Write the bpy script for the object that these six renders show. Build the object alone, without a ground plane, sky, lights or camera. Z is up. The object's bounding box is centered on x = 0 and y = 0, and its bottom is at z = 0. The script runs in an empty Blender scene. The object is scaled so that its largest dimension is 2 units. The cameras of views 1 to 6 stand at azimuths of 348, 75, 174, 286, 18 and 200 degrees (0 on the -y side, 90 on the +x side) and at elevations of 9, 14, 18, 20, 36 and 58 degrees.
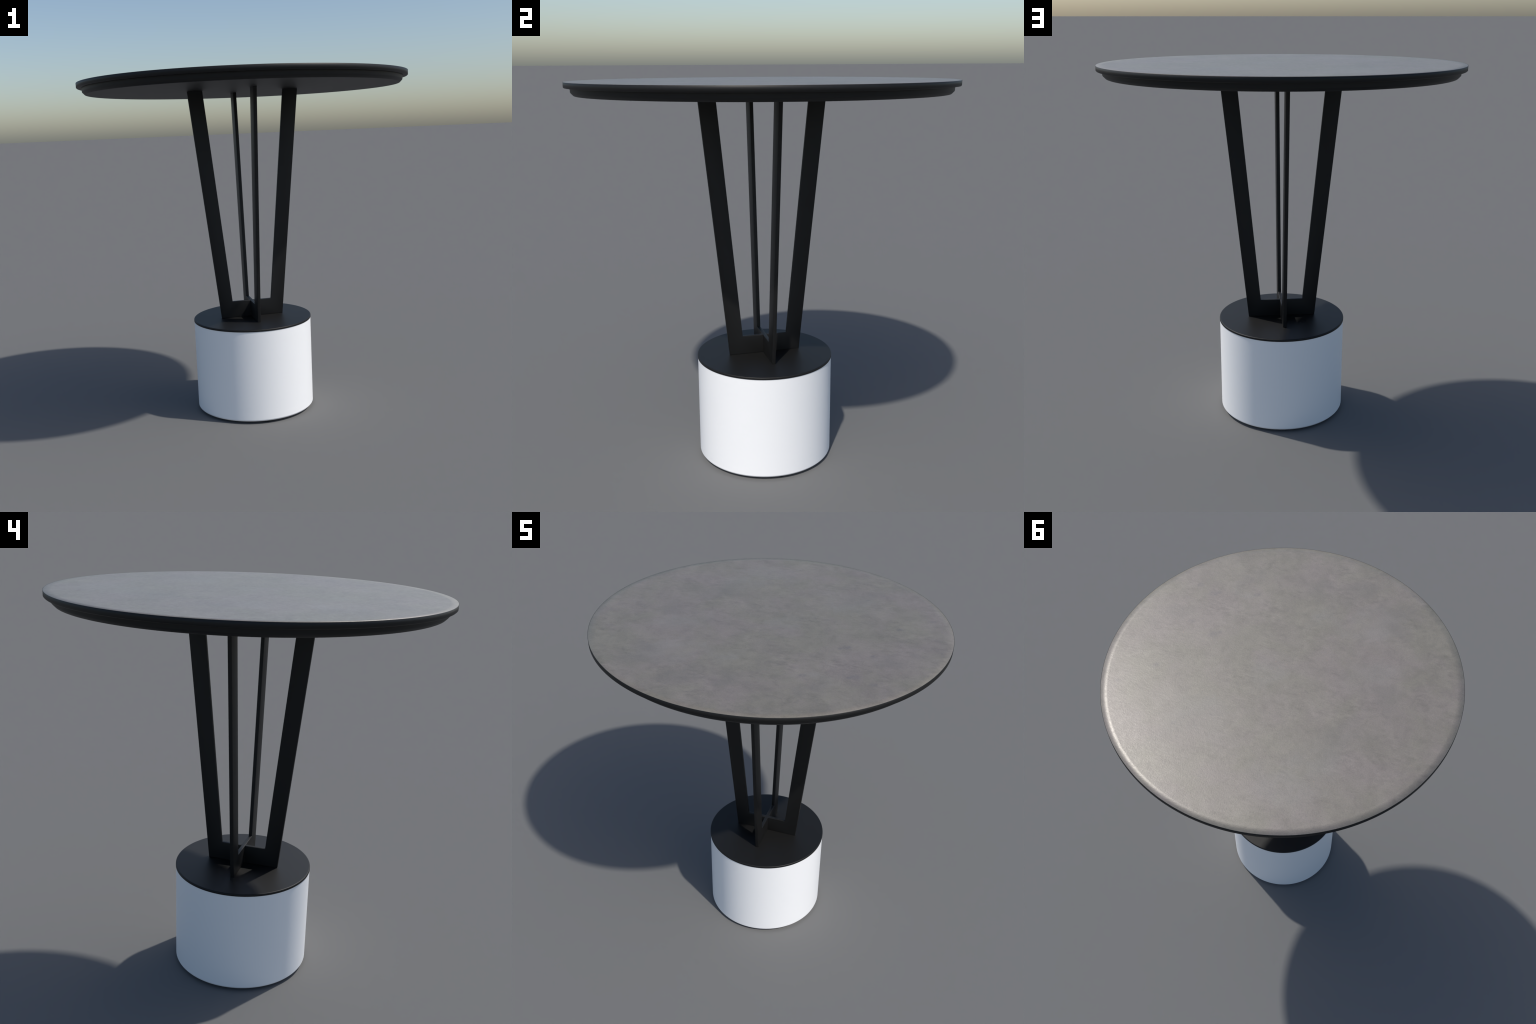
import bpy, bmesh, math
from mathutils import Vector

# ----------------------------------------------------------------------------
# Bar table: round stone-look top with a black edge and a chamfered black
# sub-top, four leaning flat-bar legs joined in a cross at the foot, and a
# white drum base with a black cap, standing on four small glides.
# ----------------------------------------------------------------------------
SEGMENTS = 256

TOP_Z, TOP_R = 2.0, 0.9604          # table top
STONE_R = 0.9589                   # stone surface; the black edge shows as a thin line round it
RIM_BLEND_R = 0.922                # the top starts to look rounded from here
SLAB_BOTTOM = 1.9732
SUB_R, SUB_BOTTOM = 0.9305, 1.936
CAP_Z, CAP_R, CAP_T = 0.567, 0.3610, 0.0125
DRUM_R, DRUM_BOTTOM = 0.3592, 0.0130
BAR_T = 0.0200                     # flat-bar thickness
FOOT_OUT, BAR_TOP_Z, BAR_IN = 0.192, 0.6665, 0.1212
HEAD_OUT, HEAD_IN = 0.3330, 0.2430


# ------------------------------------------------------------------ materials
def new_material(name):
    m = bpy.data.materials.new(name)
    m.use_nodes = True
    nt = m.node_tree
    nt.nodes.clear()
    out = nt.nodes.new('ShaderNodeOutputMaterial')
    bsdf = nt.nodes.new('ShaderNodeBsdfPrincipled')
    nt.links.new(bsdf.outputs[0], out.inputs[0])
    return m, nt, bsdf


def noise(nt, vec, scale, detail=4.0, rough=0.55, distortion=0.0):
    n = nt.nodes.new('ShaderNodeTexNoise')
    n.inputs['Scale'].default_value = scale
    n.inputs['Detail'].default_value = detail
    n.inputs['Roughness'].default_value = rough
    n.inputs['Distortion'].default_value = distortion
    nt.links.new(vec, n.inputs['Vector'])
    return n.outputs['Fac']


def ramp(nt, fac, stops, interp='LINEAR'):
    r = nt.nodes.new('ShaderNodeValToRGB')
    cr = r.color_ramp
    cr.interpolation = interp
    while len(cr.elements) < len(stops):
        cr.elements.new(0.5)
    for e, (p, c) in zip(cr.elements, stops):
        e.position = p
        e.color = (c, c, c, 1) if isinstance(c, (int, float)) else (*c, 1)
    nt.links.new(fac, r.inputs[0])
    return r.outputs[0]


def math_node(nt, op, a, b, clamp=False):
    n = nt.nodes.new('ShaderNodeMath')
    n.operation = op
    n.use_clamp = clamp
    for s, v in zip(n.inputs, (a, b)):
        if isinstance(v, (int, float)):
            s.default_value = v
        else:
            nt.links.new(v, s)
    return n.outputs[0]


def mix(nt, fac, a, b, mode='MIX'):
    n = nt.nodes.new('ShaderNodeMix')
    n.data_type = 'RGBA'
    n.blend_type = mode
    n.clamp_factor = True
    for s, v in ((n.inputs[0], fac), (n.inputs[6], a), (n.inputs[7], b)):
        if isinstance(v, (int, float)):
            s.default_value = v
        elif isinstance(v, tuple):
            s.default_value = (*v, 1)
        else:
            nt.links.new(v, s)
    return n.outputs[2]


def object_coords(nt, offset=(0, 0, 0), rot=0.0, stretch=(1, 1, 1)):
    tc = nt.nodes.new('ShaderNodeTexCoord')
    mp = nt.nodes.new('ShaderNodeMapping')
    mp.inputs['Location'].default_value = offset
    mp.inputs['Rotation'].default_value = (0, 0, rot)
    mp.inputs['Scale'].default_value = stretch
    nt.links.new(tc.outputs['Object'], mp.inputs[0])
    return mp.outputs[0]


def soft_patch(nt, centre, radius, squash=1.0, rot=0.0, wobble=None):
    """1 in the middle of a soft-edged patch lying on the table top, 0 outside."""
    tc = nt.nodes.new('ShaderNodeTexCoord')
    vec = tc.outputs['Object']
    if wobble is not None:
        add = nt.nodes.new('ShaderNodeVectorMath')
        add.operation = 'ADD'
        nt.links.new(vec, add.inputs[0])
        nt.links.new(wobble, add.inputs[1])
        vec = add.outputs[0]
    mp = nt.nodes.new('ShaderNodeMapping')
    mp.vector_type = 'TEXTURE'
    mp.inputs['Location'].default_value = (centre[0], centre[1], TOP_Z)
    mp.inputs['Rotation'].default_value = (0, 0, rot)
    mp.inputs['Scale'].default_value = (radius, radius * squash, radius * 4)
    nt.links.new(vec, mp.inputs[0])
    g = nt.nodes.new('ShaderNodeTexGradient')
    g.gradient_type = 'QUADRATIC_SPHERE'
    nt.links.new(mp.outputs[0], g.inputs[0])
    return g.outputs['Fac']


def stone_material():
    m, nt, bsdf = new_material('stone_laminate')
    co = object_coords(nt)
    # a vector that bends patch outlines so that none is a plain ellipse
    wn = nt.nodes.new('ShaderNodeTexNoise')
    wn.inputs['Scale'].default_value = 5.0
    wn.inputs['Detail'].default_value = 5.0
    nt.links.new(co, wn.inputs['Vector'])
    ws = nt.nodes.new('ShaderNodeVectorMath')
    ws.operation = 'MULTIPLY_ADD'
    ws.inputs[1].default_value = (0.5, 0.5, 0)
    ws.inputs[2].default_value = (-0.25, -0.25, 0)
    nt.links.new(wn.outputs['Color'], ws.inputs[0])
    wob = ws.outputs[0]

    # broad clouds: lilac grey against greenish grey, lighter against darker
    hue = ramp(nt, noise(nt, object_coords(nt, (3.1, 1.7, 0)), 3.2, 5, 0.6, 0.4), [(0.38, 0.0), (0.62, 1.0)])
    col = mix(nt, hue, (0.189, 0.165, 0.150), (0.178, 0.164, 0.135))
    cloud = ramp(nt, noise(nt, object_coords(nt, (0.4, 5.2, 0)), 4.5, 6, 0.62, 0.5), [(0.3, 0.91), (0.7, 1.09)])
    col = mix(nt, 1.0, col, cloud, 'MULTIPLY')
    blot = ramp(nt, noise(nt, object_coords(nt, (7.4, 2.2, 0)), 15, 7, 0.72, 0.8), [(0.30, 0.84), (0.52, 1.0), (0.7, 1.09)])
    col = mix(nt, 1.0, col, blot, 'MULTIPLY')

    # short brushed streaks in two directions, gathered in patches
    for off, rot, seed in ((0.0, 0.35, 3.0), (6.0, -0.95, 11.0)):
        patch = ramp(nt, noise(nt, object_coords(nt, (seed, off, 0)), 4.0, 4, 0.6), [(0.46, 0.0), (0.66, 1.0)])
        line = ramp(nt, noise(nt, object_coords(nt, (off, seed, 0), rot, (1.0, 2.4, 1)), 16, 6, 0.72, 0.3),
                    [(0.34, 0.80), (0.50, 1.0), (0.68, 1.13)])
        col = mix(nt, patch, col, mix(nt, 1.0, col, line, 'MULTIPLY'))

    # pale, cooler veils
    veil = None
    for c, r, sq, ro in [((-0.39, -0.49), 0.20, 0.6, 0.5), ((0.34, 0.40), 0.22, 0.6, -0.5),
                         ((-0.13, -0.45), 0.12, 0.8, 0.2), ((-0.36, 0.44), 0.20, 0.7, 0.9),
                         ((-0.24, 0.64), 0.22, 0.5, 0.0), ((0.33, -0.52), 0.10, 0.7, 0.3),
                         ((-0.47, -0.14), 0.17, 0.7, 0.0), ((0.05, -0.04), 0.15, 0.8, 1.0)]:
        p = soft_patch(nt, c, r * 1.5, sq, ro, wob)
        veil = p if veil is None else math_node(nt, 'MAXIMUM', veil, p)
    veil_n = math_node(nt, 'MULTIPLY', ramp(nt, veil, [(0.05, 0.0), (0.6, 1.0)]), 0.40)
    col = mix(nt, veil_n, col, (0.200, 0.189, 0.174))

    # darker, warmer clouds
    shade = None
    for c, r, sq, ro in [((-0.42, 0.33), 0.20, 0.6, 0.3), ((-0.53, 0.02), 0.15, 0.6, 0.0),
                         ((0.69, -0.24), 0.16, 0.7, 0.6), ((-0.48, -0.60), 0.14, 0.7, 0.2),
                         ((-0.20, -0.67), 0.13, 0.6, 0.8), ((0.40, -0.60), 0.10, 0.6, 0.2),
                         ((0.43, 0.54), 0.16, 0.5, 0.8), ((0.0, -0.62), 0.16, 0.6, 0.1),
                         ((-0.40, 0.24), 0.16, 0.5, 1.2)]:
        p = soft_patch(nt, c, r * 1.5, sq, ro, wob)
        shade = p if shade is None else math_node(nt, 'MAXIMUM', shade, p)
    shade_n = math_node(nt, 'MULTIPLY', ramp(nt, shade, [(0.05, 0.0), (0.6, 1.0)]), 0.40)
    col = mix(nt, shade_n, col, (0.138, 0.128, 0.116))

    # fine mineral grain
    grain = ramp(nt, noise(nt, object_coords(nt, (1.3, 0.2, 0), 0.4, (1, 1.5, 1)), 130, 5, 0.85), [(0.28, 0.74), (0.72, 1.26)])
    col = mix(nt, 0.85, col, grain, 'MULTIPLY')

    # small dark, slightly violet stains, in loose groups
    grp = ramp(nt, noise(nt, object_coords(nt, (9.0, 4.0, 0)), 3.5, 3, 0.5), [(0.50, 0.0), (0.62, 1.0)])
    st = ramp(nt, noise(nt, object_coords(nt, (2.0, 8.0, 0)), 26, 4, 0.6, 0.6), [(0.66, 0.0), (0.74, 1.0)])
    stain = math_node(nt, 'MULTIPLY', st, grp)
    spot = None
    for c, r in [((0.56, -0.43), 0.030), ((0.535, -0.445), 0.018), ((0.45, -0.14), 0.030), ((0.42, -0.165), 0.014),
                 ((0.81, 0.32), 0.020), ((0.66, 0.16), 0.024), ((0.60, -0.19), 0.020), ((0.66, -0.47), 0.022),
                 ((0.42, 0.48), 0.015), ((0.32, -0.50), 0.020)]:
        p = soft_patch(nt, c, r * 1.7, 0.75, 0.5)
        spot = p if spot is None else math_node(nt, 'MAXIMUM', spot, p)
    spot = math_node(nt, 'MULTIPLY', ramp(nt, spot, [(0.02, 0.0), (0.45, 1.0)]),
                     ramp(nt, noise(nt, co, 60, 4, 0.6), [(0.35, 0.35), (0.6, 1.0)]))
    stain = math_node(nt, 'MAXIMUM', math_node(nt, 'MULTIPLY', stain, 0.35), math_node(nt, 'MULTIPLY', spot, 0.45))
    col = mix(nt, stain, col, (0.090, 0.086, 0.096))

    # scattered pits
    pit = ramp(nt, noise(nt, object_coords(nt, (8.5, 0.7, 0)), 62, 3, 0.6), [(0.66, 0.0), (0.72, 1.0)])
    pgrp = ramp(nt, noise(nt, object_coords(nt, (1.1, 7.7, 0)), 6.0, 3, 0.6), [(0.48, 0.15), (0.62, 1.0)])
    col = mix(nt, math_node(nt, 'MULTIPLY', math_node(nt, 'MULTIPLY', pit, pgrp), 0.45), col, (0.095, 0.089, 0.088))

    # sparse rusty and sandy specks
    rgrp = ramp(nt, noise(nt, object_coords(nt, (4.0, 6.0, 0)), 7.0, 3, 0.5), [(0.50, 0.0), (0.66, 1.0)])
    rs = ramp(nt, noise(nt, object_coords(nt, (5.5, 1.0, 0)), 85, 3, 0.6), [(0.64, 0.0), (0.72, 1.0)])
    col = mix(nt, math_node(nt, 'MULTIPLY', math_node(nt, 'MULTIPLY', rs, rgrp), 0.65), col, (0.285, 0.185, 0.125))
    ps = ramp(nt, noise(nt, object_coords(nt, (0.5, 9.0, 0)), 95, 3, 0.6), [(0.67, 0.0), (0.74, 1.0)])
    col = mix(nt, math_node(nt, 'MULTIPLY', ps, 0.35), col, (0.27, 0.25, 0.21))
    nt.links.new(col, bsdf.inputs['Base Color'])

    rough = ramp(nt, noise(nt, object_coords(nt, (6.0, 3.0, 0)), 45, 6, 0.75), [(0.32, 0.36), (0.68, 0.44)])
    bsdf.inputs['Specular IOR Level'].default_value = 0.75
    bsdf.inputs['Specular Tint'].default_value = (1.0, 0.98, 0.945, 1)  # reflections tinted warm to offset blue sky sheen and warm the sun highlight
    nt.links.new(rough, bsdf.inputs['Roughness'])
    bump = nt.nodes.new('ShaderNodeBump')
    bump.inputs['Strength'].default_value = 0.09
    bump.inputs['Distance'].default_value = 0.004
    h = math_node(nt, 'ADD', noise(nt, object_coords(nt, (0, 3, 0)), 140, 4, 0.6),
                  noise(nt, object_coords(nt, (5, 3, 0), 0.6, (1, 2.2, 1)), 34, 4, 0.6))
    nt.links.new(h, bump.inputs['Height'])
    nt.links.new(bump.outputs[0], bsdf.inputs['Normal'])
    return m


def black_metal(name, base=0.0125, rough=0.50):
    m, nt, bsdf = new_material(name)
    co = object_coords(nt)
    v = ramp(nt, noise(nt, co, 260, 2, 0.5), [(0.3, base * 0.94), (0.7, base * 1.06)])
    nt.links.new(v, bsdf.inputs['Base Color'])
    bsdf.inputs['Roughness'].default_value = rough
    bsdf.inputs['Specular IOR Level'].default_value = 0.33
    return m


def white_paint():
    m, nt, bsdf = new_material('white_paint')
    co = object_coords(nt)
    c = ramp(nt, noise(nt, co, 90, 2, 0.5), [(0.3, (0.965, 0.966, 0.967)), (0.7, (0.975, 0.975, 0.975))])
    nt.links.new(c, bsdf.inputs['Base Color'])
    bsdf.inputs['Roughness'].default_value = 0.50
    return m


# ------------------------------------------------------------------- geometry
def finish(name, bm, mat, parent):
    me = bpy.data.meshes.new(name)
    bm.to_mesh(me)
    bm.free()
    me.materials.append(mat)
    ob = bpy.data.objects.new(name, me)
    bpy.context.scene.collection.objects.link(ob)
    ob.parent = parent
    return ob


def lathe(name, profile, mat, parent, centre=(0, 0), segments=SEGMENTS):
    """Turn a profile of (r, z, joint) about the z axis.
    joint: 'h' hard corner, 's' smooth corner, or an (nr, nz) shading normal."""
    pts = [(p[0], p[1]) for p in profile]
    joints = [p[2] if len(p) > 2 else 'h' for p in profile]
    seg_n = []
    for (r0, z0), (r1, z1) in zip(pts, pts[1:]):
        seg_n.append(Vector((-(z1 - z0), r1 - r0)).normalized())
    ends = []
    for i in range(len(seg_n)):
        pair = []
        for k, other in ((i, i - 1), (i + 1, i + 1)):
            j = joints[k]
            if isinstance(j, tuple):
                pair.append(Vector(j).normalized())
            elif j == 's' and 0 <= other < len(seg_n):
                pair.append((seg_n[i] + seg_n[other]).normalized())
            else:
                pair.append(seg_n[i])
        ends.append(pair)
    verts, rings = [], []
    cx, cy = centre
    for r, z in pts:
        if r < 1e-6:
            rings.append([len(verts)] * segments)
            verts.append((cx, cy, z))
        else:
            rings.append(list(range(len(verts), len(verts) + segments)))
            for a in range(segments):
                t = 2 * math.pi * a / segments
                verts.append((cx + r * math.cos(t), cy + r * math.sin(t), z))
    faces, normals = [], []

    def n3(n2, a):
        t = 2 * math.pi * a / segments
        return (n2.x * math.cos(t), n2.x * math.sin(t), n2.y)
    for i in range(len(pts) - 1):
        n0, n1 = ends[i]
        for a in range(segments):
            b = a + 1
            corners = [(rings[i][a], n0, a), (rings[i + 1][a], n1, a),
                       (rings[i + 1][b % segments], n1, b), (rings[i][b % segments], n0, b)]
            seen, face = set(), []
            for c in corners:
                if c[0] not in seen:
                    seen.add(c[0])
                    face.append(c)
            faces.append([c[0] for c in face])
            normals.extend(n3(c[1], c[2]) for c in face)
    me = bpy.data.meshes.new(name)
    me.from_pydata(verts, [], faces)
    me.polygons.foreach_set('use_smooth', [True] * len(faces))
    me.update()
    me.normals_split_custom_set(normals)
    me.materials.append(mat)
    ob = bpy.data.objects.new(name, me)
    bpy.context.scene.collection.objects.link(ob)
    ob.parent = parent
    return ob


def round_corner(r, z, radius, a0, a1, steps=4):
    """Arc of profile points round (r, z), angles in degrees."""
    out = []
    for i in range(steps + 1):
        a = math.radians(a0 + (a1 - a0) * i / steps)
        n = (math.cos(a), math.sin(a))
        out.append((r + radius * n[0], z + radius * n[1], n))
    return out


def bar_leg(name, inner, mat, parent):
    """L-shaped flat bar in the xz plane: half of the foot cross and one leg."""
    z0, z1 = CAP_Z + 0.0002, SUB_BOTTOM + 0.0010
    k = (z1 - z0) / (SUB_BOTTOM - CAP_Z)
    outline = [(inner, z0), (FOOT_OUT, z0), (FOOT_OUT + (HEAD_OUT - FOOT_OUT) * k, z1),
               (HEAD_IN, z1), (BAR_IN, BAR_TOP_Z), (inner, BAR_TOP_Z)]
    bm = bmesh.new()
    front = [bm.verts.new((s, -BAR_T / 2, z)) for s, z in outline]
    back = [bm.verts.new((s, BAR_T / 2, z)) for s, z in outline]
    n = len(outline)
    bm.faces.new(front)
    bm.faces.new(list(reversed(back)))
    for i in range(n):
        j = (i + 1) % n
        bm.faces.new((front[j], front[i], back[i], back[j]))
    bm.normal_update()
    soft = set()
    for ring in (front, back):
        for i in range(n - 1):
            if i == 2:
                continue            # head end stands inside the sub-top
            e = bm.edges.get((ring[i], ring[i + 1]))
            soft.add(e)
    bmesh.ops.bevel(bm, geom=list(soft), offset=0.0030, segments=3, profile=0.5,
                    affect='EDGES', clamp_overlap=True)
    bmesh.ops.recalc_face_normals(bm, faces=bm.faces)
    for f in bm.faces:
        f.smooth = True
    me = bpy.data.meshes.new(name)
    bm.to_mesh(me)
    bm.free()
    me.set_sharp_from_angle(angle=math.radians(40))
    me.materials.append(mat)
    return me


def build():
    stone = stone_material()
    edge_black = black_metal('black_edge', 0.0090, 0.50)
    metal_black = black_metal('black_powder_coat', 0.0090, 0.50)
    rubber = black_metal('black_rubber', 0.010, 0.7)
    white = white_paint()

    table = bpy.data.objects.new('bar_table', None)
    bpy.context.scene.collection.objects.link(table)
    table['label'] = 'round grey stone-top bar table on white drum base with black legs'
    table['category'] = 'table'

    # --- table top: stone surface let into a black slab; the rim is shaded as
    # one rounded corner across the two
    rim = (1.0, 1.9)      # shading normal of the stone at its edge
    lip = (1.0, 0.60)     # and of the black edge just below it
    lathe('table_surface', [(0, TOP_Z, (0, 1)), (RIM_BLEND_R, TOP_Z, (0, 1)), (STONE_R, TOP_Z, rim),
                            (STONE_R - 0.010, TOP_Z - 0.010), (0, TOP_Z - 0.010)], stone, table)
    slab = [(0, TOP_Z - 0.0106), (STONE_R - 0.0106, TOP_Z - 0.0106), (STONE_R, TOP_Z, rim), (TOP_R, TOP_Z, lip)]
    slab += [(TOP_R, SLAB_BOTTOM + 0.003, (1, -0.6)), (TOP_R - 0.003, SLAB_BOTTOM, (0.6, -1)),
             (SUB_R - 0.004, SLAB_BOTTOM, (0, -1)), (0, SLAB_BOTTOM, (0, -1))]
    lathe('table_edge', slab, edge_black, table)
    sub = [(0, SLAB_BOTTOM + 0.0008), (SUB_R, SLAB_BOTTOM + 0.0008, 'h'), (SUB_R - 0.001, 1.9530, 's'),
           (SUB_R - 0.0025, 1.9492, 's'), (0.9160, SUB_BOTTOM + 0.001, 's'), (0.9135, SUB_BOTTOM, 'h'), (0, SUB_BOTTOM)]
    lathe('sub_top', sub, edge_black, table)

    # --- legs: two pairs crossing at the foot
    frame_x = bar_leg('leg_long', 0.0, metal_black, table)
    frame_y = bar_leg('leg_short', BAR_T / 2, metal_black, table)
    for i in range(4):
        leg = bpy.data.objects.new('leg', frame_x if i % 2 == 0 else frame_y)
        bpy.context.scene.collection.objects.link(leg)
        leg.rotation_euler = (0, 0, i * math.pi / 2)
        leg.parent = table

    # --- drum base
    cap = [(0, CAP_Z)]
    cap += [(CAP_R - 0.0050, CAP_Z, (0, 1))] + round_corner(CAP_R - 0.0050, CAP_Z - 0.0050, 0.0050, 90, 0)[1:]
    cap += [(CAP_R, CAP_Z - CAP_T, 'h'), (0, CAP_Z - CAP_T)]
    lathe('base_cap', cap, metal_black, table)
    z_top = CAP_Z - CAP_T - 0.0003
    drum = [(0, z_top), (DRUM_R, z_top, 'h')]
    drum += [(DRUM_R, DRUM_BOTTOM + 0.0085, 'h'), (DRUM_R - 0.0015, DRUM_BOTTOM + 0.0050, 's'),
             (DRUM_R - 0.0060, DRUM_BOTTOM, 'h')]
    drum += [(0, DRUM_BOTTOM)]
    lathe('base_drum', drum, white, table)

    # --- glides under the drum
    glide = [(0, DRUM_BOTTOM + 0.002), (0.012, DRUM_BOTTOM + 0.002, 'h'), (0.016, 0.004, 's'), (0.016, 0.0015, 's'), (0.0145, 0.0, 's'), (0, 0)]
    first = lathe('glide', glide, rubber, table, segments=40)
    first.location = (0.324, 0, 0)
    for i in range(1, 4):
        g = first.copy()
        g.location = (0.324 * math.cos(i * math.pi / 2), 0.324 * math.sin(i * math.pi / 2), 0)
        bpy.context.scene.collection.objects.link(g)


build()
